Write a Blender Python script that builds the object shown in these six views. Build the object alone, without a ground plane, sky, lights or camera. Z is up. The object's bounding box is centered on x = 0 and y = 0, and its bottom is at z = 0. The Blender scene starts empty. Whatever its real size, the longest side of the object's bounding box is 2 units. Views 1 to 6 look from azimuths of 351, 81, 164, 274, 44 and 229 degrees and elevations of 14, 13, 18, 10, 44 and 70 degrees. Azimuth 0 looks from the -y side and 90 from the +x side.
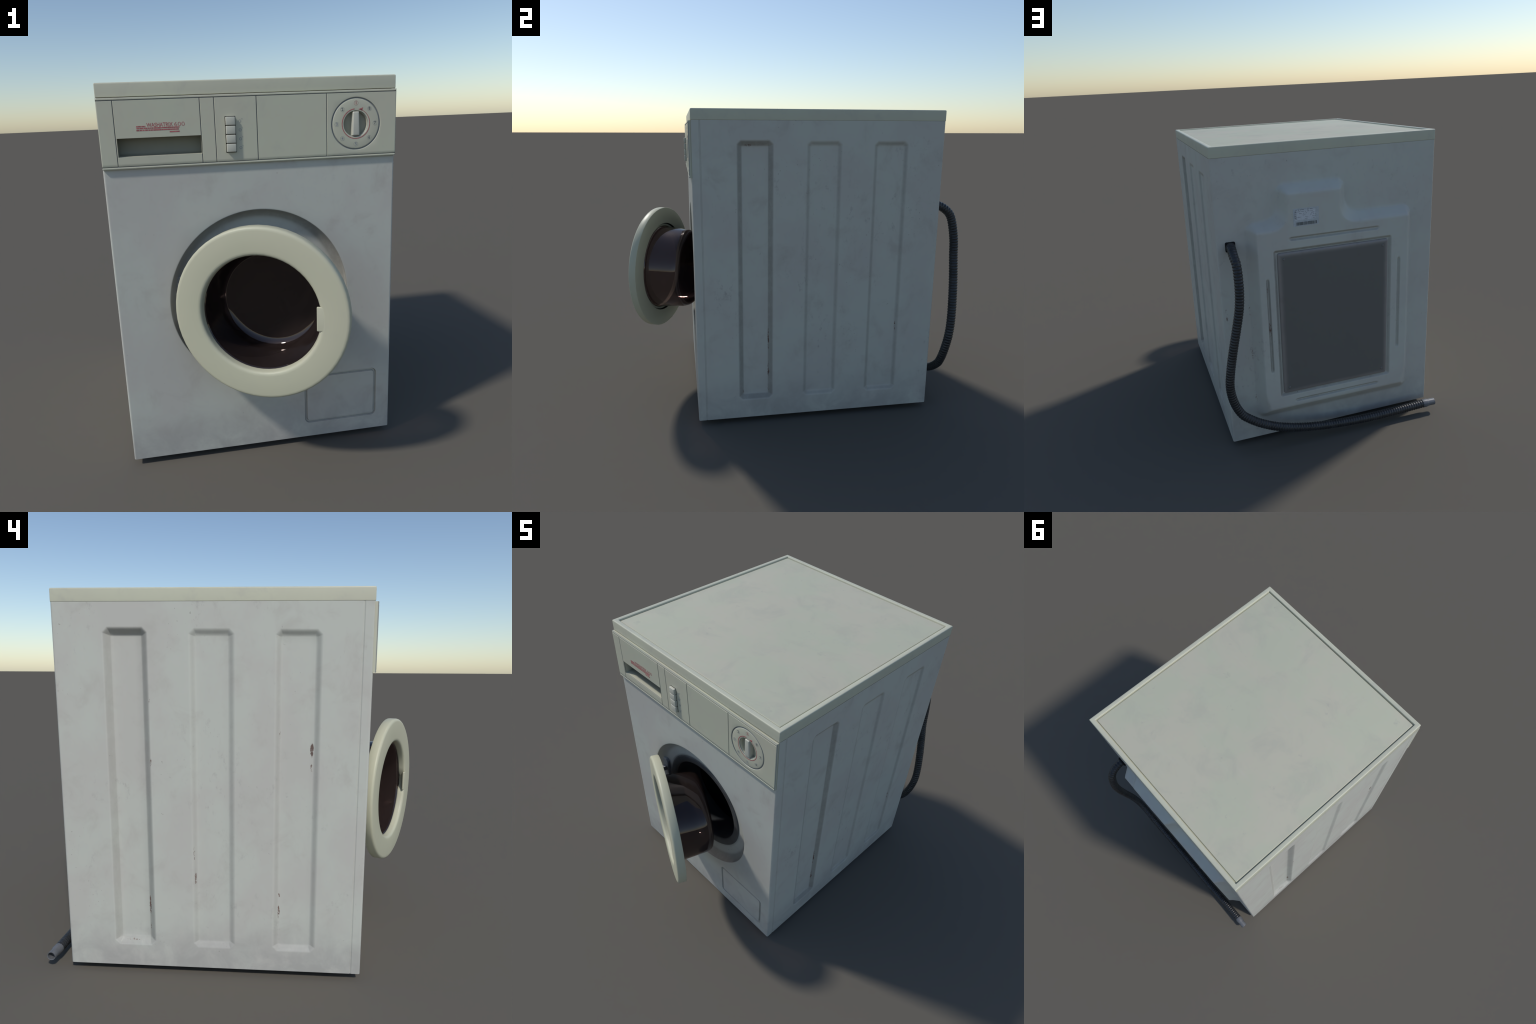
# A worn front-loading washing machine with its round door ajar.
import bpy, bmesh, math, random
import numpy as np
from mathutils import Vector

random.seed(7)
rng = np.random.default_rng(7)

# ------------------------------------------------------------------ sizes (m)
XL, XR = -0.680, 0.650          # cabinet sides
YF, YB = -0.600, 0.820          # cabinet front / back
ZB, ZT = 0.034, 1.7605          # cabinet bottom / underside of the lid
LID_T = 1.820
PORT = (-0.010, 0.816)          # centre of the porthole (x, z)
PANEL_Y = -0.614                # face of the control panel


# =================================================================== helpers
def smooth01(t):
    t = np.clip(t, 0.0, 1.0)
    return t * t * (3 - 2 * t)


def link(obj, parent=None):
    bpy.context.scene.collection.objects.link(obj)
    if parent:
        obj.parent = parent
    return obj


def mesh_obj(name, verts, faces, mat, parent, angle=40, smooth=True):
    me = bpy.data.meshes.new(name)
    if isinstance(verts, np.ndarray):
        verts = verts.tolist()
    if isinstance(faces, np.ndarray):
        faces = faces.tolist()
    me.from_pydata(verts, [], faces)
    me.validate()
    bm = bmesh.new()
    bm.from_mesh(me)
    bmesh.ops.remove_doubles(bm, verts=bm.verts, dist=1e-6)
    bmesh.ops.recalc_face_normals(bm, faces=bm.faces)
    bm.to_mesh(me)
    bm.free()
    finish(me, mat, angle, smooth)
    return link(bpy.data.objects.new(name, me), parent)


def finish(me, mat, angle=40, smooth=True):
    me.polygons.foreach_set("use_smooth", [smooth] * len(me.polygons))
    if smooth and angle:
        me.set_sharp_from_angle(angle=math.radians(angle))
    me.materials.clear()
    me.materials.append(mat)
    me.update()


def grid_lines(lo, hi, step, edges=(), fine=0.003, width=0.014, rim=None):
    """Sheet lines: coarse everywhere, fine close to the given feature edges."""
    pts = list(np.linspace(lo, hi, max(2, int(round((hi - lo) / step)) + 1)))
    for e in edges:
        pts += list(np.arange(e - width, e + width + 1e-9, fine))
    if rim:
        pts += [lo + rim * k for k in (.06, .15, .28, .45, .7, 1.0)]
        pts += [hi - rim * k for k in (.06, .15, .28, .45, .7, 1.0)]
    pts = np.array(sorted(p for p in pts if lo <= p <= hi))
    keep = [pts[0]]
    for p in pts[1:]:
        if p - keep[-1] > 0.0009:
            keep.append(p)
    keep[-1] = hi
    return np.array(keep)


def sheet(us, vs, height, place, skip=None):
    """Height-field sheet: vertices and quads; `skip(u, v)` leaves cells out."""
    U, V = np.meshgrid(us, vs, indexing="ij")
    P = place(U, V, height(U, V)).reshape(-1, 3)
    n, m = len(us), len(vs)
    idx = np.arange(n * m).reshape(n, m)
    q = np.stack([idx[:-1, :-1], idx[1:, :-1], idx[1:, 1:], idx[:-1, 1:]], -1).reshape(-1, 4)
    if skip is not None:
        cu = (U[:-1, :-1] + U[1:, 1:]) / 2
        cv = (V[:-1, :-1] + V[1:, 1:]) / 2
        q = q[~skip(cu, cv).reshape(-1)]
    return P, q


def edge_round(d, r):
    """Drop of a rounded outer edge at distance d from the mitre, radius r."""
    k = 0.293 * r
    s = np.clip(r - (d + k), 0, r)
    return r - np.sqrt(np.maximum(r * r - s * s, 0))


def box_sd(u, v, cu, cv, hu, hv, r=0.0, chamfer=0.0):
    du, dv = np.abs(u - cu) - hu + r, np.abs(v - cv) - hv + r
    out = np.hypot(np.maximum(du, 0), np.maximum(dv, 0)) + np.minimum(np.maximum(du, dv), 0) - r
    if chamfer:
        out = np.maximum(out, (np.abs(u - cu) + np.abs(v - cv) - (hu + hv - chamfer)) / math.sqrt(2))
    return out


def capsule_sd(u, v, u0, v0, u1, v1):
    du, dv = u1 - u0, v1 - v0
    t = np.clip(((u - u0) * du + (v - v0) * dv) / (du * du + dv * dv), 0, 1)
    return np.hypot(u - u0 - t * du, v - v0 - t * dv)


def groove(d, half, depth):
    return depth * (1 - smooth01((d - half * 0.35) / (half * 0.65)))


def rounded_rect(x0, x1, y0, y1, r, seg=5):
    out = []
    for cx, cy, a0 in ((x1 - r, y1 - r, 0), (x0 + r, y1 - r, 90), (x0 + r, y0 + r, 180), (x1 - r, y0 + r, 270)):
        for k in range(seg + 1):
            a = math.radians(a0 + 90 * k / seg)
            out.append((cx + r * math.cos(a), cy + r * math.sin(a)))
    return out


def loft_rings(rings, close_start=True, close_end=True):
    verts, faces, n = [], [], len(rings[0])
    for ring in rings:
        verts += [tuple(p) for p in ring]
    for k in range(len(rings) - 1):
        for i in range(n):
            j = (i + 1) % n
            faces.append((k * n + i, k * n + j, (k + 1) * n + j, (k + 1) * n + i))
    if close_start:
        faces.append(tuple(range(n))[::-1])
    if close_end:
        faces.append(tuple(range((len(rings) - 1) * n, len(rings) * n)))
    return verts, faces


def revolve(profile, seg, to_world, close_start=False, close_end=False):
    """profile: (radius, height) pairs. to_world(r*cos, r*sin, h) -> point."""
    rings = []
    for r, h in profile:
        rings.append([to_world(r * math.cos(2 * math.pi * i / seg), r * math.sin(2 * math.pi * i / seg), h)
                      for i in range(seg)])
    return loft_rings(rings, close_start, close_end)


def ring_profile(profile, seg, to_world):
    """Closed profile revolved into a ring."""
    return revolve(list(profile) + [profile[0]], seg, to_world)


def block(name, size, loc, mat, parent, bevel=0.003, segs=3, me=None, baked=False):
    if me is None:
        me = bpy.data.meshes.new(name)
        bm = bmesh.new()
        bmesh.ops.create_cube(bm, size=1.0)
        bmesh.ops.scale(bm, vec=size, verts=bm.verts)
        if bevel:
            bmesh.ops.bevel(bm, geom=list(bm.edges), offset=bevel, segments=segs, affect="EDGES", profile=0.5)
        if baked:
            bmesh.ops.translate(bm, vec=loc, verts=bm.verts)
        bm.to_mesh(me)
        bm.free()
        finish(me, mat, 50)
    ob = bpy.data.objects.new(name, me)
    if not baked:
        ob.location = loc
    return link(ob, parent)


def polar_patch(cx, cz, half, r_out, y, rings, seg, y_of):
    """Square patch of a vertical front sheet whose middle is a turned profile.
    rings: (radius, depth) from the outside in."""
    ang = [2 * math.pi * i / seg for i in range(seg)]
    sq = []
    for a in ang:
        c, s = math.cos(a), math.sin(a)
        k = half / max(abs(c), abs(s))
        sq.append((cx + k * c, y, cz + k * s))
    loops = [sq]
    mid = []
    for a, p in zip(ang, sq):
        c, s = math.cos(a), math.sin(a)
        mid.append(((p[0] + cx + r_out * c) / 2, y, (p[2] + cz + r_out * s) / 2))
    loops.append(mid)
    for r, d in rings:
        loops.append([(cx + r * math.cos(a), y + d, cz + r * math.sin(a)) for a in ang])
    return loops


def text_mesh(body, size, depth, loc, mat, name, parent, align="CENTER", stretch=1.0, spacing=1.0, shear=0.0, back=False, bold=0.0, fit=None):
    cu = bpy.data.curves.new(name, "FONT")
    cu.body = body
    cu.size = size
    cu.extrude = depth
    cu.offset = bold
    cu.align_x = align
    cu.align_y = "CENTER"
    cu.space_character = spacing
    cu.shear = shear
    cu.resolution_u = 3
    tmp = bpy.data.objects.new(name, cu)
    link(tmp)
    bpy.context.view_layer.update()
    me = bpy.data.meshes.new_from_object(tmp.evaluated_get(bpy.context.evaluated_depsgraph_get()))
    bpy.data.objects.remove(tmp)
    bpy.data.curves.remove(cu)
    if fit:                                        # scale to a given width and height, centred
        xs, ys = [v.co.x for v in me.vertices], [v.co.y for v in me.vertices]
        kx, ky = fit[0] / (max(xs) - min(xs)), fit[1] / (max(ys) - min(ys))
        ox, oy = (max(xs) + min(xs)) / 2, (max(ys) + min(ys)) / 2
        for v in me.vertices:
            v.co.x, v.co.y = (v.co.x - ox) * kx, (v.co.y - oy) * ky
    for v in me.vertices:
        x, y, z = v.co
        v.co = (-x * stretch, -z, y) if back else (x * stretch, -z, y)
        if back:
            v.co.y = z
    me.name = name
    finish(me, mat, 0, False)
    ob = bpy.data.objects.new(name, me)
    ob.location = loc
    return link(ob, parent)


# ================================================================= materials
class Tree:
    def __init__(self, name):
        self.mat = bpy.data.materials.new(name)
        self.mat.use_nodes = True
        self.nt = self.mat.node_tree
        self.nt.nodes.clear()
        self.out = self.nt.nodes.new("ShaderNodeOutputMaterial")
        self.bsdf = self.nt.nodes.new("ShaderNodeBsdfPrincipled")
        self.nt.links.new(self.bsdf.outputs[0], self.out.inputs[0])
        self.coord = self.nt.nodes.new("ShaderNodeTexCoord").outputs["Object"]
        self._xyz = None

    def put(self, sock, val):
        if isinstance(val, bpy.types.NodeSocket):
            self.nt.links.new(val, sock)
        else:
            sock.default_value = val

    def math(self, op, a, b=0.0, clamp=False):
        n = self.nt.nodes.new("ShaderNodeMath")
        n.operation = op
        n.use_clamp = clamp
        self.put(n.inputs[0], a)
        self.put(n.inputs[1], b)
        return n.outputs[0]

    @property
    def xyz(self):
        if self._xyz is None:
            n = self.nt.nodes.new("ShaderNodeSeparateXYZ")
            self.put(n.inputs[0], self.coord)
            self._xyz = n.outputs
        return self._xyz

    def step(self, val, lo, hi, a=0.0, b=1.0):
        n = self.nt.nodes.new("ShaderNodeMapRange")
        n.interpolation_type = "SMOOTHSTEP"
        self.put(n.inputs[0], val)
        for k, v in zip((1, 2, 3, 4), (lo, hi, a, b)):
            n.inputs[k].default_value = v
        return n.outputs[0]

    def noise(self, scale, detail=4.0, rough=0.55, stretch=(1, 1, 1), offset=(0, 0, 0), distort=0.0):
        m = self.nt.nodes.new("ShaderNodeMapping")
        self.put(m.inputs[0], self.coord)
        m.inputs["Scale"].default_value = stretch
        m.inputs["Location"].default_value = offset
        n = self.nt.nodes.new("ShaderNodeTexNoise")
        self.put(n.inputs["Vector"], m.outputs[0])
        n.inputs["Scale"].default_value = scale
        n.inputs["Detail"].default_value = detail
        n.inputs["Roughness"].default_value = rough
        n.inputs["Distortion"].default_value = distort
        return n.outputs["Fac"]

    def mix(self, fac, a, b, blend="MIX"):
        n = self.nt.nodes.new("ShaderNodeMix")
        n.data_type = "RGBA"
        n.blend_type = blend
        self.put(n.inputs[0], fac)
        self.put(n.inputs[6], a if isinstance(a, bpy.types.NodeSocket) else (*a, 1))
        self.put(n.inputs[7], b if isinstance(b, bpy.types.NodeSocket) else (*b, 1))
        return n.outputs[2]

    def blob(self, p, r):
        """1 at the point p, 0 outside the ellipsoid with radii r."""
        m = self.nt.nodes.new("ShaderNodeMapping")
        m.vector_type = "TEXTURE"
        self.put(m.inputs[0], self.coord)
        m.inputs["Location"].default_value = p
        m.inputs["Scale"].default_value = r
        n = self.nt.nodes.new("ShaderNodeVectorMath")
        n.operation = "LENGTH"
        self.put(n.inputs[0], m.outputs[0])
        return self.step(n.outputs["Value"], 1.0, 0.25)

    def bump(self, height, strength, dist):
        n = self.nt.nodes.new("ShaderNodeBump")
        n.inputs["Strength"].default_value = strength
        n.inputs["Distance"].default_value = dist
        self.put(n.inputs["Height"], height)
        self.put(self.bsdf.inputs["Normal"], n.outputs[0])

    def set(self, **kw):
        for k, v in kw.items():
            s = self.bsdf.inputs[k.replace("_", " ")]
            if isinstance(v, tuple):
                v = (*v, 1)
            self.put(s, v)
        return self.mat


# rust spots: (point, radii)
RUST = [((XL, -0.345, 1.115), (.05, .010, .042, 1.12)), ((XL, -0.345, 1.035), (.05, .007, .035)),
        ((XL, 0.190, 0.495), (.05, .006, .05, .92)), ((XL, 0.195, 0.62), (.05, .006, .05)),
        ((XL, -0.205, 0.335), (.05, .008, .045, .95)), ((XL, -0.207, 0.42), (.05, .006, .03)),
        ((XL, 0.418, 0.345), (.05, .009, .075, 1.0)), ((XL, 0.418, 0.22), (.05, .006, .05)),
        ((XL, 0.500, 0.163), (.05, .060, .007)), ((XL, -0.20, 1.19), (.05, .006, .05, .76)),
        ((XL, 0.39, 1.335), (.05, .007, .02)), ((XL, 0.39, 1.05), (.05, .006, .03)),
        ((XR, -0.185, 0.52), (.05, .006, .10, .95)), ((XR, -0.185, 0.32), (.05, .009, .09)),
        ((XR, -0.185, 0.20), (.05, .008, .03)), ((XR, -0.335, 0.20), (.05, .007, .03)),
        ((XR, 0.59, 0.55), (.05, .006, .08, .80)), ((XR, -0.30, 1.63), (.05, .05, .012, .80)),
        ((0.487, YB + .01, 0.30), (.010, .06, .05)), ((0.492, YB + .01, 0.62), (.008, .06, .10)),
        ((0.492, YB + .01, 0.90), (.007, .06, .09)), ((0.39, 0.88, 0.76), (.011, .05, .075)),
        ((0.395, 0.88, 1.02), (.007, .05, .035)), ((0.625, YB, 0.88), (.010, .05, .06))]


def enamel_material():
    t = Tree("worn_enamel")
    x, y, z = t.xyz
    big = t.noise(3.2, 5, .6, stretch=(1, 1, .8))
    col = t.mix(t.step(big, .40, .62), (.562, .570, .508), (.545, .532, .482))
    cloud = t.noise(7.0, 6, .65, offset=(3, 1, 5), distort=.4)
    col = t.mix(t.math("MULTIPLY", t.step(cloud, .49, .76), t.math("MULTIPLY", t.step(x, -.60, .50, .42, .56), t.step(y, .815, .83, 1.0, .65))), col, (.445, .418, .373))
    fine = t.noise(27.0, 6, .74, stretch=(1, 1, .7), offset=(9, 2, 1))
    # soft dark smears, only in some patches
    smear = t.math("MULTIPLY", t.step(fine, .54, .74), t.step(t.noise(2.9, 3, offset=(1, 7, 3)), .48, .66))
    smear = t.math("MULTIPLY", smear, t.step(y, -.590, -.560, .22, 1.0))
    col = t.mix(t.math("MULTIPLY", smear, t.step(x, -.6, .5, .46, .66)), col, (.30, .275, .265))
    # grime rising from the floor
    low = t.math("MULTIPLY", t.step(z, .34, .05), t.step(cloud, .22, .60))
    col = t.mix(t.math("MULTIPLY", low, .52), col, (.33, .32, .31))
    # specks
    speck = t.math("MULTIPLY", t.step(t.noise(85, 2, .5), .70, .74), t.step(t.noise(5, 2, offset=(4, 4, 4)), .54, .66))
    col = t.mix(t.math("MULTIPLY", speck, .45), col, (.16, .13, .11))
    # occlusion shadow tinted into the creases, from the mesh's own curvature
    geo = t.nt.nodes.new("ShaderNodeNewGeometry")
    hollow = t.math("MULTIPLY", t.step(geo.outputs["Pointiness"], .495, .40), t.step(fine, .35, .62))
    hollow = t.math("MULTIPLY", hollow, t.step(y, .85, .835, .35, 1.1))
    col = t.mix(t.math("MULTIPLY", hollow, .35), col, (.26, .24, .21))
    # shade painted on slanting walls of pressed hollows, not on the outer corners
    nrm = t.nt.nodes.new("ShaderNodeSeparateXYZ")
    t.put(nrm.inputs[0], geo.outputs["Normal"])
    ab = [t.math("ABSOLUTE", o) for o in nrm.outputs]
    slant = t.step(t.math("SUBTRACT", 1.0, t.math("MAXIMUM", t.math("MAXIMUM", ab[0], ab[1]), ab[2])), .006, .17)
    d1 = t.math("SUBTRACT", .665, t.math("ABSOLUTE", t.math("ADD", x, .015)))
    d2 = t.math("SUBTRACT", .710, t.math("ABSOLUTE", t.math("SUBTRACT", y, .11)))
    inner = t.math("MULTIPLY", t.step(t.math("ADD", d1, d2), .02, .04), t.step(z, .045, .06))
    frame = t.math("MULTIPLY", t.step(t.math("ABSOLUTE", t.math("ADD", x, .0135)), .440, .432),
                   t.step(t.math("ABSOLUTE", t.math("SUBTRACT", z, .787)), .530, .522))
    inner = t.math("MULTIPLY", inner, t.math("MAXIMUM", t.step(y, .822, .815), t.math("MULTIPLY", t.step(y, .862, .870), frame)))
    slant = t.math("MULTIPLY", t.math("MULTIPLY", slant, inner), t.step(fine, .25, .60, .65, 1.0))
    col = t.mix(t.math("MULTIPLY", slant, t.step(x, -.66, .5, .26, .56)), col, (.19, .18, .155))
    rust = None
    for p, r in RUST:
        b = t.math("MULTIPLY", t.blob(p, tuple(k * 1.7 for k in r[:3])), r[3] if len(r) > 3 else .86)
        rust = b if rust is None else t.math("MAXIMUM", rust, b)
    gritty = t.noise(75, 6, .8, stretch=(1, 1, .5), offset=(2, 2, 8))
    rust = t.step(t.math("MULTIPLY", rust, gritty), .40, .50)
    col = t.mix(t.math("MULTIPLY", rust, .85), col, t.mix(t.step(fine, .4, .6), (.085, .032, .023), (.155, .065, .045)))
    t.bump(t.noise(9, 3), .06, .01)
    rough = t.math("ADD", t.math("MULTIPLY", cloud, .22), t.math("ADD", t.math("MULTIPLY", rust, .3), .30))
    return t.set(Base_Color=col, Roughness=rough, Specular_IOR_Level=.22)


def cream_material(name, base=(.520, .525, .445), warm=(.500, .490, .430), seam_y=None, wear=.30, rough=.34, grime=True):
    t = Tree(name)
    x, y, z = t.xyz
    big = t.noise(3.0, 5, .6, offset=(2, 5, 1))
    col = t.mix(t.step(big, .38, .64), base, warm)
    cloud = t.noise(8.0, 6, .65, offset=(6, 1, 2), distort=.5)
    if grime:
        col = t.mix(t.math("MULTIPLY", t.step(cloud, .50, .74), wear), col, (.40, .39, .36))
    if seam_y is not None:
        inside = t.math("MULTIPLY", t.step(y, seam_y + .0008, seam_y + .0024), t.step(y, seam_y + .006, seam_y + .0045))  # groove colour darkened to strengthen the shadow inside the panel seams
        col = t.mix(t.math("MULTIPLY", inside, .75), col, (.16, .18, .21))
        deep = t.step(y, seam_y + .010, seam_y + .058, 0.0, .62)  # drawer hollow blackens with depth: its inner shadow is baked into the colour
        dial = t.math("MULTIPLY", t.step(y, seam_y + .006, seam_y + .020), t.math("MULTIPLY", t.step(x, .3, .32), .42))  # dial pocket coloured darker for the shade around the knob
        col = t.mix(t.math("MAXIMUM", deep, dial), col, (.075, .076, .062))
    t.bump(t.noise(14, 3), .04, .01)
    return t.set(Base_Color=col, Roughness=t.math("ADD", t.math("MULTIPLY", cloud, .2), rough - .04), Specular_IOR_Level=.3)


def lid_top_material():
    t = Tree("lid_laminate")
    big = t.noise(2.6, 5, .6, offset=(1, 2, 0))
    col = t.mix(t.step(big, .40, .60), (.535, .540, .412), (.562, .535, .420))
    cloud = t.noise(5.0, 7, .65, offset=(8, 3, 0), distort=.6)
    col = t.mix(t.math("MULTIPLY", t.step(cloud, .48, .70), .45), col, (.465, .458, .375))
    spot = t.math("MULTIPLY", t.step(t.noise(11, 5, .7, offset=(0, 6, 0)), .62, .74), .30)
    col = t.mix(spot, col, (.33, .32, .29))
    streak = t.noise(40, 3, .6, stretch=(.15, 1, 1))
    col = t.mix(t.math("MULTIPLY", t.step(streak, .55, .8), .10), col, (.60, .60, .55))
    return t.set(Base_Color=col, Roughness=t.math("ADD", t.math("MULTIPLY", cloud, .25), .40), Specular_IOR_Level=.22)


def plain_material(name, col, rough=.5, metallic=0.0, spec=.5, vary=.0, scale=20, **kw):
    t = Tree(name)
    n = t.noise(scale, 4, .6)
    c = t.mix(t.step(n, .35, .65), tuple(v * (1 - vary) for v in col), tuple(min(1, v * (1 + vary)) for v in col))
    return t.set(Base_Color=c, Roughness=rough, Metallic=metallic, Specular_IOR_Level=spec, **kw)


M_ENAMEL = enamel_material()
M_LID = cream_material("cream_lid_rim", (.580, .578, .445), (.560, .550, .430))
M_LIDTOP = lid_top_material()
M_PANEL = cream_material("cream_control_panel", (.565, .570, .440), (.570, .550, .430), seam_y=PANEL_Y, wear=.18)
M_DOOR = cream_material("cream_door_plastic", (.545, .537, .395), (.555, .538, .400), wear=.12, rough=.36)
M_BUTTON = cream_material("button_plastic", (.570, .565, .475), (.575, .560, .47), wear=.1, rough=.36)
M_RED = plain_material("red_print", (.42, .135, .130), .55, vary=.22, scale=160)
M_RED_SOFT = plain_material("faded_red_print", (.44, .19, .17), .55, vary=.1, scale=160)
M_INK = plain_material("grey_print", (.17, .18, .17), .6, vary=.2, scale=200)
M_INK_SOFT = plain_material("faded_grey_print", (.34, .35, .32), .6, vary=.15, scale=200)
M_INK_MID = plain_material("sticker_text_print", (.30, .31, .32), .6, vary=.25, scale=90)
M_RUBBER = plain_material("grey_rubber", (.085, .088, .088), .5, spec=.35, vary=.15, scale=12)
M_BELLOWS = plain_material("dark_bellows_rubber", (.050, .054, .058), .36, spec=.5, vary=.12, scale=8)
M_DRUM = plain_material("dark_drum_steel", (.030, .032, .034), .40, metallic=.35, spec=.5, vary=.1, scale=6)
M_BLACK = plain_material("black_void", (.006, .006, .007), .7, spec=.2)
M_HINGE = plain_material("hinge_steel", (.30, .305, .305), .45, metallic=.0, vary=.15, scale=30)
M_PIN = plain_material("hinge_pin_steel", (.55, .52, .48), .28, metallic=.8, vary=.1, scale=30)
M_NOZZLE = plain_material("hose_nozzle_plastic", (.135, .14, .15), .45, vary=.12, scale=25)
M_FOOT = plain_material("foot_rubber", (.03, .03, .03), .7, vary=.1)
M_HOSE = plain_material("corrugated_hose_plastic", (.028, .029, .031), .36, spec=.5, vary=.25, scale=18)
M_STICKER = plain_material("sticker_paper", (.62, .64, .66), .55, vary=.04, scale=120)
M_BARE = plain_material("sticker_margin", (.50, .53, .54), .5, vary=.06, scale=60)


def steel_cover_material():
    t = Tree("dark_cover_steel")
    x, y, z = t.xyz
    # lighter, brownish band along the border of the plate
    dx = t.math("SUBTRACT", .340, t.math("ABSOLUTE", t.math("ADD", x, .0135)))
    dz = t.math("SUBTRACT", .443, t.math("ABSOLUTE", t.math("SUBTRACT", z, .777)))
    d = t.math("ADD", t.math("MINIMUM", dx, dz), t.math("MULTIPLY", t.noise(6, 4), .012))
    edge = t.step(d, .040, .004)
    col = t.mix(edge, (.168, .166, .156), (.330, .300, .280))
    col = t.mix(t.math("MULTIPLY", t.step(t.noise(9, 5, .7), .5, .75), .25), col, (.16, .14, .13))
    return t.set(Base_Color=col, Roughness=.45, Metallic=.15, Specular_IOR_Level=.4)


M_COVER = steel_cover_material()
M_SCREW = plain_material("dark_screw_steel", (.20, .19, .18), .45, metallic=.15, vary=.1, scale=60)


def glass_material():
    t = Tree("smoked_door_glass")
    n = t.noise(5, 3)
    col = t.mix(t.step(n, .3, .7), (.024, .0165, .0155), (.031, .022, .020))
    t.set(Base_Color=col, Roughness=.04, IOR=1.70, Specular_IOR_Level=.60, Specular_Tint=(1.0, .88, .86))
    clear = t.nt.nodes.new("ShaderNodeBsdfTransparent")
    clear.inputs[0].default_value = (.70, .58, .56, 1)
    mix = t.nt.nodes.new("ShaderNodeMixShader")
    mix.inputs[0].default_value = .63
    t.nt.links.new(clear.outputs[0], mix.inputs[1])
    t.nt.links.new(t.bsdf.outputs[0], mix.inputs[2])
    t.nt.links.new(mix.outputs[0], t.out.inputs[0])
    return t.mat


M_GLASS = glass_material()

# ==================================================================== object
machine = link(bpy.data.objects.new("washing_machine", None))
machine["label"] = "worn white front loading washing machine with open round door"
machine["category"] = "washing machine"

# ------------------------------------------------------------- cabinet sides
EDGE_R = 0.009
M45 = 0.293 * EDGE_R


def side_panel(x_face, sign, hollows):
    """hollows: (y centre, half width, z centre, half height, depth)."""
    ys = grid_lines(YF + M45, YB - M45, .03,
                    [e for h in hollows for e in (h[0] - h[1] + .012, h[0] + h[1] - .012)] + [-0.553],
                    fine=.0022, width=.022, rim=EDGE_R)
    zs = grid_lines(ZB, ZT, .03, [e for h in hollows for e in (h[2] - h[3] + .012, h[2] + h[3] - .012)],
                    fine=.0022, width=.022)

    def height(y, z):
        h = edge_round(y - (YF + M45), EDGE_R) + edge_round((YB - M45) - y, EDGE_R)
        h = h + edge_round(z - (ZB - M45), .006)
        for cy, hy, cz, hz, depth in hollows:
            sd = box_sd(y, z, cy, cz, hy, hz, chamfer=.024)
            h = h + depth * smooth01(-sd / (.042 if depth > .015 else .036))
        # seam where the front sheet wraps round the corner
        h = h + groove(np.abs(y + .553), .0045, .0022)
        return -h

    return mesh_obj("side_panel", *sheet(ys, zs, height,
                    lambda y, z, h: np.stack([x_face + sign * h, y, z], -1)), M_ENAMEL, machine, angle=0)


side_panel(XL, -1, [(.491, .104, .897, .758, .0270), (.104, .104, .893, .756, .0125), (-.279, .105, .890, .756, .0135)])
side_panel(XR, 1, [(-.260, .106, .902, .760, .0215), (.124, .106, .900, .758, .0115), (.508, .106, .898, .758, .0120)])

# ------------------------------------------------------------- cabinet front
FLAP = (.3865, .245, .1900, .1335)      # centre x, z and half sizes of the filter flap
PH = .436


def front_height(x, z):
    h = edge_round(x - (XL + M45), EDGE_R) + edge_round((XR - M45) - x, EDGE_R) + edge_round(z - (ZB - M45), .006)
    sd = box_sd(x, z, *FLAP, r=.026)
    h = h + groove(np.abs(sd + .006), .0076, .0090)
    return h


fx = grid_lines(XL + M45, XR - M45, .03, [FLAP[0] - FLAP[2] + .005, FLAP[0] + FLAP[2] - .005], .0011, .018, rim=EDGE_R)
fz = grid_lines(ZB, 1.474, .03, [FLAP[1] - FLAP[3] + .005, FLAP[1] + FLAP[3] - .005], .0011, .018)
for edge, arr in ((PORT[0] - PH, "x"), (PORT[0] + PH, "x"), (PORT[1] - PH, "z"), (PORT[1] + PH, "z")):
    if arr == "x":
        fx[np.argmin(abs(fx - edge))] = edge
    else:
        fz[np.argmin(abs(fz - edge))] = edge
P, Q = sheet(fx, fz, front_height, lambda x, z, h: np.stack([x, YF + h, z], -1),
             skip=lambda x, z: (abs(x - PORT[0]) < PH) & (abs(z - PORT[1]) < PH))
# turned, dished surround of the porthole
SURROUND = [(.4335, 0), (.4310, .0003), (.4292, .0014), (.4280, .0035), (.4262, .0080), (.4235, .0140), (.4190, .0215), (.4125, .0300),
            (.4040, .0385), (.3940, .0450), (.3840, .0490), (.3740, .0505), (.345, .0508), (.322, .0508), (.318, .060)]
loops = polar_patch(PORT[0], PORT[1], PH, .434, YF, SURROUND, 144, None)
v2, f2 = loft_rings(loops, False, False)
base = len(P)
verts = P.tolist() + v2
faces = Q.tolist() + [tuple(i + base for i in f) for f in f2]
mesh_obj("front_panel", verts, faces, M_ENAMEL, machine, angle=0)

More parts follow.
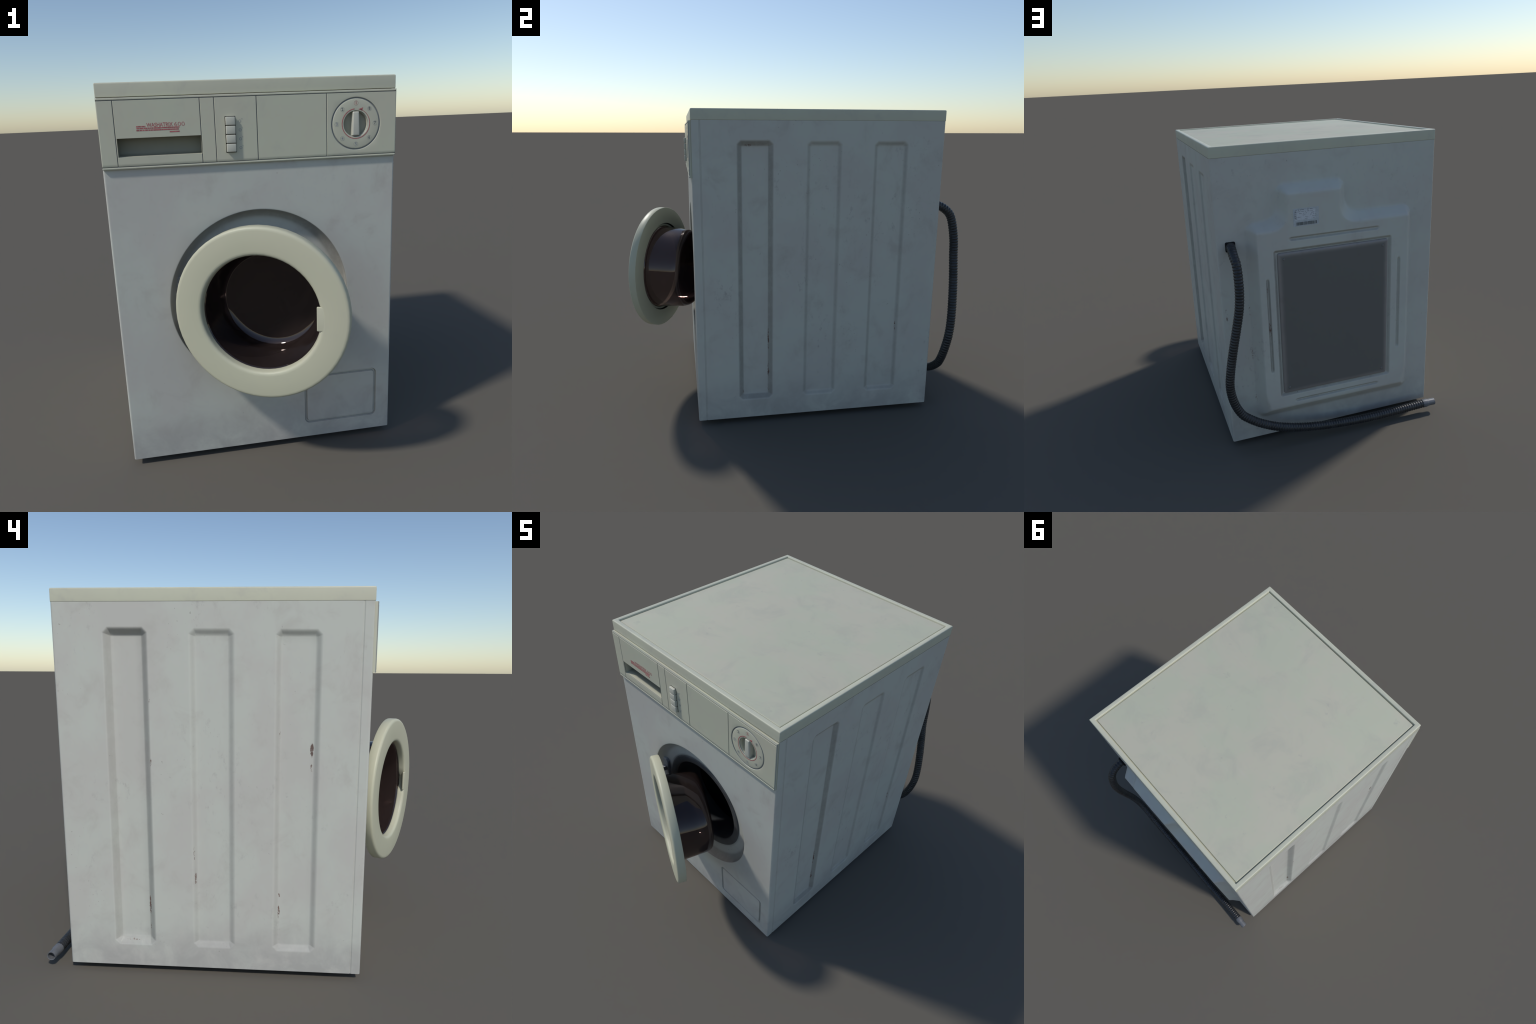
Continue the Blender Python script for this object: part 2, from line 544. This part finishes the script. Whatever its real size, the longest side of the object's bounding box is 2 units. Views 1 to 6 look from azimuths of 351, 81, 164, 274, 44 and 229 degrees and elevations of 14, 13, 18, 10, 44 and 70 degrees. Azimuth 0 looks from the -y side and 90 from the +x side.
# ------------------------------------------------------- cabinet back, pressed
def back_depth(x, z):
    a = box_sd(x, z, -.0225, .780, .5105, .620, r=.055)
    b = box_sd(x, z, .1005, 1.38, .2065, .217, r=.050)
    k = .105                                        # fillet between body and tab
    m = np.clip(.5 + .5 * (b - a) / k, 0, 1)
    sd = b * (1 - m) + a * m - k * m * (1 - m)
    width = .054 + .034 * (1 - smooth01((z - .17) / .20))
    t = np.clip(-sd / width, 0, 1)
    t = np.where(t < .14, t * t / .28, np.where(t > .86, .86 - (1 - t) ** 2 / .28, t - .07)) / .86
    h = .060 * t
    # hollow that holds the cover plate
    h = h - .0125 * smooth01(-box_sd(x, z, -.0135, .7775, .366, .465, r=.018) / .022)
    for u0, v0, u1, v1, hw in ((-.282, 1.294, .240, 1.294, .0145), (-.285, .271, .243, .271, .0135),
                               (.390, 1.068, .390, .500, .0125), (-.427, 1.085, -.427, .510, .0125)):
        v = np.clip(1 - capsule_sd(x, z, u0, v0, u1, v1) / hw, 0, 1)
        h = h - .0095 * np.where(v < .25, v * v / .5, v - .125) / .875
    return h


bx_edges = [-.378 + .01, .352 - .01, .390, -.427, -.48, .45, -.51, -.09, .29, -.11]
bz_edges = [1.2415 - .01, .3135 + .01, 1.294, .271, 1.375, 1.57, .20]
bx = grid_lines(XL + M45, XR - M45, .0085, bx_edges, .0022, .016, rim=EDGE_R)
bz = grid_lines(ZB, ZT, .0085, bz_edges, .0022, .016)
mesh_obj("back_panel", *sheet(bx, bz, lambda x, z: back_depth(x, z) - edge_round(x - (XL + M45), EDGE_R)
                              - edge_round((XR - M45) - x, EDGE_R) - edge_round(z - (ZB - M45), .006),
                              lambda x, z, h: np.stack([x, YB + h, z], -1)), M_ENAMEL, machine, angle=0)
mesh_obj("bottom_panel", *loft_rings([[(x, y, ZB + .001) for x, y in rounded_rect(XL + .003, XR - .003, YF + .003, YB - .003, .006)],
                                      [(x, y, ZB + .006) for x, y in rounded_rect(XL + .003, XR - .003, YF + .003, YB - .003, .006)]]),
         M_ENAMEL, machine)

# steel cover plate on the back, with its screws
cover_rings = []
for inset, y in ((.004, .8670), (.000, .8680), (.000, .8735), (.0015, .8770), (.005, .8800), (.011, .8818), (.019, .8825), (.03, .8825)):
    cover_rings.append([(x, y, z) for x, z in rounded_rect(-.353 + inset, .326 - inset, .334 + inset, 1.220 - inset, .012 - min(inset, .011) * .6)])
cover = mesh_obj("back_cover", *loft_rings(cover_rings), M_COVER, machine, angle=60)
screw_me = None
for sx in (-.318, .291):
    for sz in (.372, 1.183):
        if screw_me is None:
            s = mesh_obj("screw", *revolve([(.0070, -.001), (.0068, .0010), (.0054, .0026), (.003, .0034)], 16,
                                           lambda a, b, h: (a, h, b), True, True), M_SCREW, cover, 50)
            screw_me = s.data
        else:
            s = link(bpy.data.objects.new("screw", screw_me), cover)
        s.location = (sx, .8825, sz)

# rating sticker
sticker = block("sticker", (.150, .0010, .100), (.151, .8803, 1.4115), M_BARE, machine, bevel=0, baked=True)
block("printed_field", (.118, .0008, .056), (.156, .8810, 1.424), M_STICKER, sticker, bevel=0, baked=True)
bits_v, bits_f = [], []


def add_bit(cx, cz, w, h, y0=.8808, y1=.8820):
    n = len(bits_v)
    for yy in (y0, y1):
        bits_v.extend([(cx - w / 2, yy, cz - h / 2), (cx + w / 2, yy, cz - h / 2), (cx + w / 2, yy, cz + h / 2), (cx - w / 2, yy, cz + h / 2)])
    for f in ((0, 1, 2, 3), (4, 7, 6, 5), (0, 4, 5, 1), (1, 5, 6, 2), (2, 6, 7, 3), (3, 7, 4, 0)):
        bits_f.append(tuple(i + n for i in f))


for row in range(6):                               # lines of small print
    xx = .214
    while xx > .100:
        w = random.uniform(.006, .020)
        if random.random() < (.80 if row == 0 else .50):
            add_bit(xx - w / 2, 1.4525 - row * .0100, w, .0040 if row == 0 else .0024)
        xx -= w + random.uniform(.003, .008)
for row in range(4):
    add_bit(.212, 1.444 - row * .0115, .010, .0055)
bits = mesh_obj("sticker_print", bits_v, bits_f, M_INK_MID, sticker, 0, False)
bits["kind"] = "stuff"
bits_v.clear()
bits_f.clear()
xx = .208
while xx > .093:                                   # bar code
    w = random.choice((.0015, .0025, .004))
    add_bit(xx - w / 2, 1.3755, w, .0175)
    xx -= w + random.choice((.0012, .002, .0035))
bits = mesh_obj("bar_code", bits_v, bits_f, M_INK, sticker, 0, False)
bits["kind"] = "stuff"

# ----------------------------------------------------------------------- lid
LID_PROFILE = [(.0016, 1.7606), (.0006, 1.7610), (.0001, 1.7618), (.0000, 1.7640), (.0000, 1.8135), (.0005, 1.8165), (.0018, 1.8186),
               (.0040, 1.8197), (.0070, 1.8200), (.0235, 1.8200), (.0252, 1.8194), (.0262, 1.8180), (.0266, 1.8050)]
lid_rings = [[(x, y, z) for x, y in rounded_rect(XL + d, XR - d, YF + d, YB - d, max(.0034 - d * .05, .002))] for d, z in LID_PROFILE]
lid = mesh_obj("lid", *loft_rings(lid_rings, True, False), M_LID, machine, angle=60)
TOP_PROFILE = [(.0266, 1.8047), (.0328, 1.8049), (.0332, 1.8115), (.0344, 1.8132), (.0375, 1.8138)]
top_rings = [[(x, y, z) for x, y in rounded_rect(XL + d, XR - d, YF + d, YB - d, .004)] for d, z in TOP_PROFILE]
mesh_obj("lid_inlay", *loft_rings(top_rings, False, True), M_LIDTOP, lid, angle=60)

# ------------------------------------------------------------- control panel
PZ0, PZ1 = 1.4605, 1.7575
SEAMS = (-.6115, -.2470, -.1855, .0005, .3190)
ROWS = (1.7470, 1.4705)
TRAY = (-.607, -.2480, 1.511, 1.590)               # opening of the detergent drawer
DIAL = (.4560, 1.6100)
DH = .126
PX0, PX1 = XL + .0012, XR - .0022
PB = .0026


def panel_height(x, z):
    h = edge_round(x - PX0, PB * 2) + edge_round(PX1 - x, PB * 2) + edge_round(z - PZ0, PB * 2) + edge_round(PZ1 - z, PB * 2)
    inner = (z < ROWS[0]) & (z > ROWS[1])
    for s in SEAMS:
        h = h + np.where(inner, groove(np.abs(x - s), .0022, .0042), 0)
    for r in ROWS:
        h = h + groove(np.abs(z - r), .0023, .0042)
    return np.minimum(h, .006)


px = grid_lines(PX0, PX1, .03, SEAMS, .0009, .0045, rim=PB * 2)
pz = grid_lines(PZ0, PZ1, .03, ROWS, .0009, .0045, rim=PB * 2)


def snap(arr, *vals):
    out = list(arr)
    for v in vals:
        out = [a for a in out if abs(a - v) > .0012] + [v]
    return np.array(sorted(out))


px = snap(px, TRAY[0], TRAY[1], DIAL[0] - DH, DIAL[0] + DH)
pz = snap(pz, TRAY[2], TRAY[3], DIAL[1] - DH, DIAL[1] + DH)


def panel_skip(x, z):
    return ((x > TRAY[0]) & (x < TRAY[1]) & (z > TRAY[2]) & (z < TRAY[3])) | ((abs(x - DIAL[0]) < DH) & (abs(z - DIAL[1]) < DH))


P, Q = sheet(px, pz, panel_height, lambda x, z, h: np.stack([x, PANEL_Y + h, z], -1), skip=panel_skip)
verts, faces = P.tolist(), Q.tolist()
DIAL_RINGS = [(.1190, 0), (.1172, .0003), (.1160, .0020), (.1150, .0046), (.1120, .0046), (.1106, .0022), (.1090, .0008), (.1065, .0003),
              (.062, .0003), (.0590, .0006), (.0572, .0022), (.0562, .006), (.0545, .0200), (.0525, .0225), (.02, .0225)]
dl, df = loft_rings(polar_patch(*DIAL, DH, .1190, PANEL_Y, DIAL_RINGS, 96, None), False, True)
faces += [tuple(i + len(verts) for i in f) for f in df]
verts += dl
# returns of the panel to the cabinet
back_y = YF + .004
o = len(verts)
yy = PANEL_Y + float(edge_round(np.array(0.0), PB * 2))
for y in (yy, back_y):
    verts += [(PX0, y, PZ0), (PX1, y, PZ0), (PX1, y, PZ1), (PX0, y, PZ1)]
for i in range(4):
    j = (i + 1) % 4
    faces.append((o + i, o + j, o + 4 + j, o + 4 + i))
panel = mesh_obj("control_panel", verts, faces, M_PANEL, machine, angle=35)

# scooped detergent drawer grip: the floor and the back curve into each other
scoop = []
tx0, tx1, tz0, tz1 = TRAY
prof = [(0.0, tz1), (.060, tz1 - .0005), (.0645, tz1 - .004), (.0660, tz1 - .012), (.0655, tz1 - .050)]
for k in range(1, 7):
    a = math.radians(90 * k / 6)
    prof.append((.0655 - .016 * (1 - math.cos(a)), tz0 + .019 - .016 * math.sin(a)))
prof += [(.020, tz0 + .0015), (0.0, tz0)]
cols = []
for x in (tx0, tx0 + .09, tx1 - .09, tx1):
    cols.append([(x, PANEL_Y + d, z) for d, z in prof])
sv, sf = [], []
for c in cols:
    sv += c
n = len(prof)
for k in range(len(cols) - 1):
    for i in range(n - 1):
        sf.append((k * n + i, k * n + i + 1, (k + 1) * n + i + 1, (k + 1) * n + i))
sf.append(tuple(range(n)))
sf.append(tuple(range((len(cols) - 1) * n, len(cols) * n)))
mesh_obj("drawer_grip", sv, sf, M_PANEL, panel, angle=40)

# push buttons in their dark slot
block("button_slot", (.0465, .004, .1560), (-.1190, PANEL_Y + .0012, 1.5872), M_BLACK, panel, bevel=.0005, segs=1)
btn_me = None
for k in range(4):
    b = block("push_button", (.0412, .030, .0352), (-.1190, PANEL_Y + .0005, 1.6446 - k * .0383), M_BUTTON, panel, bevel=.0026, segs=3, me=btn_me)
    btn_me = b.data

# dial knob: a bar standing in a round pocket
knob_rings = []
for inset, y in ((.0000, PANEL_Y + .0226), (.0000, PANEL_Y + .004), (.0012, PANEL_Y - .0005), (.0035, PANEL_Y - .0030), (.0065, PANEL_Y - .0038)):
    ring = []
    w, L = .0165 - inset * .8, .0545 - inset
    for x, z in rounded_rect(-w, w, -L, L, .0045 - inset * .3, 5):
        waist = 1.0 - .10 * (z / .0545)            # slightly wider at the foot
        r_lim = math.sqrt(max(.0550 ** 2 - (x * waist) ** 2, 0))
        ring.append((DIAL[0] + x * waist, y, DIAL[1] + max(-r_lim, min(r_lim, z))))
    knob_rings.append(ring)
mesh_obj("dial_knob", *loft_rings(knob_rings), M_BUTTON, panel, angle=45)


def arc_band(name, cx, cz, r, a0, a1, w0, w1, mat, parent, y, t=.0005, n=64, mid=None):
    rings = []
    for k in range(n + 1):
        f = k / n
        a = math.radians(a0 + (a1 - a0) * f)
        w = w0 + (w1 - w0) * f if mid is None else np.interp(f, *mid)
        c, s = math.cos(a), math.sin(a)
        rings.append([(cx + (r + d) * c, yy, cz + (r + d) * s) for d, yy in ((-w / 2, y + t), (w / 2, y + t), (w / 2, y - t), (-w / 2, y - t))])
    return mesh_obj(name, *loft_rings(rings), mat, parent, 0, False)


INK_Y = PANEL_Y + .0003
arc_band("dial_arc", *DIAL, .0655, 96, 432, 0, 0, M_RED, panel, INK_Y,
         mid=([0, .12, .45, .55, .8, 1], [.0042, .0038, .0036, .0036, .0030, .0016]))
ah = [(.4670, 1.6735), (.4895, 1.6805), (.4850, 1.6660)]
mesh_obj("dial_arrow", [(x, INK_Y + d, z) for d in (.0005, -.0005) for x, z in ah],
         [(0, 1, 2), (3, 5, 4), (0, 3, 4, 1), (1, 4, 5, 2), (2, 5, 3, 0)], M_RED, panel, 0, False)
for k in range(8):
    a = math.radians(90 + 45 * k)
    x, z = DIAL[0] + .0905 * math.cos(a), DIAL[1] + .0905 * math.sin(a)
    soft = k in (2, 3, 4)
    text_mesh(str(k + 1), .0185, .0004, (x, INK_Y, z), M_RED if k == 0 else (M_INK_MID if soft else M_INK), "dial_numeral", panel, bold=.0005)
    arc_band("numeral_ring", x, z, .0098, 0, 359.9, .0010, .0010, M_RED_SOFT if k == 0 else M_INK_SOFT, panel, INK_Y, t=.0004, n=24)
for k in range(4):
    z = 1.6430 - k * .0383
    arc_band("button_mark", -.0765, z, .0052, 0, 359.9, .0026, .0026, M_INK_SOFT, panel, PANEL_Y, t=.0004, n=20)
    arc_band("button_mark", -.0665, z + .0085, .0016, 0, 359.9, .0012, .0012, M_INK_SOFT, panel, PANEL_Y, t=.0004, n=12)

# red name print with its bars
text_mesh("WASHATRIX", .0225, .0004, (-.4225, PANEL_Y, 1.6415), M_RED, "name_print", panel, bold=.0004, fit=(.1115, .0172))
text_mesh("600", .0225, .0004, (-.3385, PANEL_Y, 1.6412), M_RED_SOFT, "number_print", panel, fit=(.0455, .0176))
bar_v, bar_f = [], []


def bar(x0, x1, zc, h):
    n = len(bar_v)
    for y in (PANEL_Y + .0005, PANEL_Y - .0005):
        bar_v.extend([(x0, y, zc - h / 2), (x1, y, zc - h / 2), (x1, y, zc + h / 2), (x0, y, zc + h / 2)])
    for f in ((0, 1, 2, 3), (4, 7, 6, 5), (0, 4, 5, 1), (1, 5, 6, 2), (2, 6, 7, 3), (3, 7, 4, 0)):
        bar_f.append(tuple(i + n for i in f))


for zc, x0, x1, h, words in ((1.6362, -.5215, -.4830, .0058, 1.), (1.6286, -.5210, -.4500, .0058, 1.), (1.6286, -.4485, -.3395, .0060, .25),
                             (1.6204, -.5215, -.4500, .0058, 1.), (1.6204, -.4490, -.3400, .0058, .4), (1.6104, -.3822, -.3398, .0056, 0.)):
    if words == 0:
        bar(x0, x1, zc, h)
        continue
    x = x0
    while x < x1 - .002:
        w = min(random.uniform(.006, .016) if words == 1. else random.uniform(.02, .05), x1 - x)
        bar(x, x + w, zc, h * random.uniform(.85, 1.0))
        x += w + random.uniform(.0009, .0022) * (1 if words == 1. else .7)
mesh_obj("name_bars", bar_v, bar_f, M_RED, panel, 0, False)["kind"] = "stuff"

# ------------------------------------------------- door opening: seal and drum
to_port = lambda a, b, h: (PORT[0] + a, YF + h, PORT[1] + b)
seal = [(.3290, .0580), (.3275, .0490), (.3250, .0465), (.3180, .0455), (.3000, .0475), (.2860, .0500), (.2800, .0530), (.2780, .0580),
        (.2790, .0640), (.3290, .0680)]
mesh_obj("door_seal", *ring_profile(seal, 96, to_port), M_RUBBER, machine, angle=50)
mesh_obj("door_bellows", *revolve([(.3200, .0660), (.2795, .0620), (.2765, .0700), (.2700, .1400), (.2660, .2000), (.2645, .2240), (.2680, .2300), (.3000, .2330)], 96, to_port),
         M_BELLOWS, machine, angle=50)
drum_prof = [(.2690, .240), (.300, .245), (.362, .252), (.374, .262), (.378, .28), (.378, .72), (.372, .75), (.350, .765)]
drum = mesh_obj("drum", *revolve(drum_prof, 96, to_port), M_DRUM, machine, angle=50)
mesh_obj("drum_back", *revolve([(.352, .765), (.30, .768), (.10, .775), (.04, .76), (.01, .755)], 96, to_port, False, True), M_BLACK, drum, angle=50)
lift = None
for k in range(3):                                 # lifter ribs inside the drum
    a0 = math.radians(75 + 120 * k)
    rings = []
    for h in (.29, .305, .70, .715):
        low = h in (.29, .715)
        ring = []
        for da, rr in ((-.16, .374), (-.08, .372 if low else .335), (0, .371 if low else .322), (.08, .372 if low else .335), (.16, .374), (0, .378)):
            ring.append(to_port(rr * math.cos(a0 + da), rr * math.sin(a0 + da), h))
        rings.append(ring)
    mesh_obj("drum_lifter", *loft_rings(rings), M_DRUM, drum, angle=60)

# ---------------------------------------------------------------------- door
PHI = math.radians(25.09)
DC = Vector((-.0398, -.7845, .8132))               # centre of the back of the ring
U = Vector((math.cos(PHI), -math.sin(PHI), 0))     # towards the grip
N = Vector((-math.sin(PHI), -math.cos(PHI), 0))    # outwards
W = Vector((0, 0, 1))
to_door = lambda a, b, h: tuple(DC + U * a + W * b + N * h)

SEG = 60
RING = [(.2940, .0000), (.3300, -.0006), (.3935, .0000), (.3958, .0006), (.3970, .0024), (.3970, .0380), (.3958, .0435), (.3925, .0475),
        (.3875, .0502), (.3800, .0512), (.2900, .0512), (.2820, .0502), (.2762, .0475), (.2725, .0430), (.2705, .0370), (.2685, .0200), (.2680, .0160), (.2700, .0130), (.2930, .0130)]
rings = []
for r, h in RING:
    ring = []
    for i in range(SEG):
        a = 2 * math.pi * i / SEG
        a = (a + math.pi) % (2 * math.pi) - math.pi
        rr = r
        if r < .274 and .008 < h < .044:           # finger hollow behind the grip lip
            rr = r + .022 * float(smooth01(np.array((.205 - abs(a)) / .05)))
        ring.append(to_door(rr * math.cos(a), rr * math.sin(a), h))
    rings.append(ring)
door = link(bpy.data.objects.new("door", None), machine)
mesh_obj("door_ring", *loft_rings(rings + [rings[0]], False, False), M_DOOR, door, angle=50)
# grip lip
lip_rings = []
for inset, h in ((.003, .0400), (.0006, .0412), (0, .0425), (0, .0478), (.0015, .0498), (.004, .0506)):
    lip_rings.append([to_door(u, v, h) for u, v in rounded_rect(.2530 + inset, .290, -.0555 + inset, .0545 - inset, .004)])
mesh_obj("door_grip", *loft_rings(lip_rings), M_DOOR, door, angle=50)
# dark gasket between ring and glass
mesh_obj("glass_gasket", *ring_profile([(.2939, .0020), (.2939, .0128), (.2880, .0128), (.2885, .0105), (.2915, .0085), (.2925, .0040)], 96, to_door), M_BLACK, door, angle=50)
# deep smoked glass bowl, open to the front, with wall thickness
BOWL_OUT = [(.2760, .0140), (.2755, .0100), (.2710, .0050), (.2695, .0000), (.2625, -.0900), (.2560, -.160), (.2532, -.172),
            (.2485, -.185), (.2420, -.196), (.2330, -.2040), (.2220, -.2090), (.2080, -.2120), (.120, -.2145), (.002, -.2150)]
BOWL_IN = [(.002, -.2080), (.120, -.2075), (.2050, -.2050), (.2180, -.2015), (.2280, -.1965), (.2365, -.1895), (.2425, -.1810), (.2470, -.1700),
           (.2500, -.160), (.2565, -.0900), (.2635, .0000), (.2650, .0080), (.2700, .0145)]
v, f = revolve(BOWL_OUT[::-1] + BOWL_IN[::-1], 96, to_door, True, True)
mesh_obj("door_glass", v, f, M_GLASS, door, angle=24)

# hinge: plate in the surround and an arm to the ring
hinge = mesh_obj("door_hinge", *loft_rings([[(x, y, z) for x, z in
                 [(-.352 - i, .700 + i), (-.352 - i, .930 - i), (-.366, .948 - i), (-.392 + i, .948 - i), (-.405 + i, .930 - i), (-.405 + i, .700 + i), (-.392 + i, .684 + i), (-.366, .684 + i)]]
                 for i, y in ((0, -.548), (0, -.5640), (.003, -.5685))]), M_HINGE, machine, angle=30)
for z in (.868, .764):
    arm = []
    for (x, y), w in (((-.372, -.555), .010), ((-.380, -.590), .010), ((-.388, -.612), .010), ((-.392, -.640), .010)):
        arm.append([(x - w, y, z - .016), (x + w, y, z - .016), (x + w, y, z + .016), (x - w, y, z + .016)])
    mesh_obj("hinge_arm", *loft_rings(arm), M_HINGE, hinge, angle=30)
mesh_obj("hinge_pin", *revolve([(.0075, -.068), (.0085, -.066), (.0085, .066), (.0075, .068)], 20,
                               lambda a, b, h: (-.386 + a, -.604 + b, .816 + h), True, True), M_PIN, hinge, angle=40)

# ---------------------------------------------------------------- drain hose
HOSE_PATH = [(.573, .800, 1.281), (.5745, .850, 1.276), (.576, .900, 1.248), (.571, .935, 1.210), (.570, .955, 1.148), (.573, .969, 1.056),
             (.582, .970, .964), (.605, .967, .848), (.630, .960, .727), (.653, .950, .592), (.661, .938, .484), (.643, .926, .376),
             (.607, .921, .293), (.566, .921, .249), (.484, .923, .193), (.375, .923, .142), (.220, .922, .100), (.066, .922, .077),
             (-.093, .923, .064), (-.256, .924, .060), (-.428, .919, .058), (-.606, .918, .062)]


def spline(pts, per=40):
    p = np.array(pts)
    p = np.vstack([2 * p[0] - p[1], p, 2 * p[-1] - p[-2]])
    out = []
    for i in range(1, len(p) - 2):
        t = np.linspace(0, 1, per, endpoint=False)[:, None]
        a, b, c, d = p[i - 1], p[i], p[i + 1], p[i + 2]
        out.append(.5 * (2 * b + (c - a) * t + (2 * a - 5 * b + 4 * c - d) * t * t + (3 * b - a - 3 * c + d) * t ** 3))
    out.append(p[-2][None])
    return np.vstack(out)


def tube(path, radius_at, sides, step):
    s = np.r_[0, np.cumsum(np.linalg.norm(np.diff(path, axis=0), axis=1))]
    n = int(s[-1] / step)
    ss = np.linspace(0, s[-1], n + 1)
    P = np.stack([np.interp(ss, s, path[:, k]) for k in range(3)], 1)
    T = np.gradient(P, axis=0)
    T /= np.linalg.norm(T, axis=1)[:, None]
    nrm = np.array([1.0, 0, 0])
    rings = []
    for p, t, d in zip(P, T, ss):
        nrm = nrm - t * (nrm @ t)
        nrm /= np.linalg.norm(nrm)
        bi = np.cross(t, nrm)
        r = radius_at(d, s[-1])
        rings.append([tuple(p + r * (math.cos(2 * math.pi * k / sides) * nrm + math.sin(2 * math.pi * k / sides) * bi)) for k in range(sides)])
    return rings


PITCH = .0168


def hose_radius(d, total):
    c = .5 + .5 * math.cos(2 * math.pi * d / PITCH)
    return .0234 + .0029 * c ** .7


hose = link(bpy.data.objects.new("drain_hose", None), machine)
mesh_obj("hose_tube", *loft_rings(tube(spline(HOSE_PATH), hose_radius, 18, PITCH / 7)), M_HOSE, hose, angle=0)
# square elbow socket in the back sheet
sock = []
for d, y in ((.0, .815), (.0, .826), (.004, .832), (.012, .834)):
    sock.append([(x, y, z) for x, z in rounded_rect(.546 + d, .602 - d, 1.250 + d, 1.306 - d, .008)])
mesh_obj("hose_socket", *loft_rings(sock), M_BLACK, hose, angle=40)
# stepped nozzle with an open end
tip = Vector((-1, .05, .02)).normalized()
side = tip.cross(Vector((0, 0, 1))).normalized()
up = side.cross(tip)
o = Vector((-.602, .918, .0622))
NOZ = [(.0200, -.004), (.0262, .000), (.0265, .004), (.0262, .030), (.0235, .038), (.0225, .042), (.0222, .083), (.0212, .085), (.0185, .084), (.0180, .050)]
mesh_obj("hose_nozzle", *revolve(NOZ, 12, lambda a, b, h: tuple(o + tip * h + side * a + up * b), True, True), M_NOZZLE, hose, angle=35)

# ---------------------------------------------------------------------- feet
foot_me = None
for x in (XL + .13, XR - .13):
    for y in (YF + .14, YB - .14):
        if foot_me is None:
            ft = mesh_obj("foot", *revolve([(.030, 0), (.034, .003), (.034, .018), (.020, .022), (.020, ZB + .004)], 24,
                                           lambda a, b, h: (a, b, h), True, True), M_FOOT, machine, 40)
            foot_me = ft.data
        else:
            ft = link(bpy.data.objects.new("foot", foot_me), machine)
        ft.location = (x, y, 0)
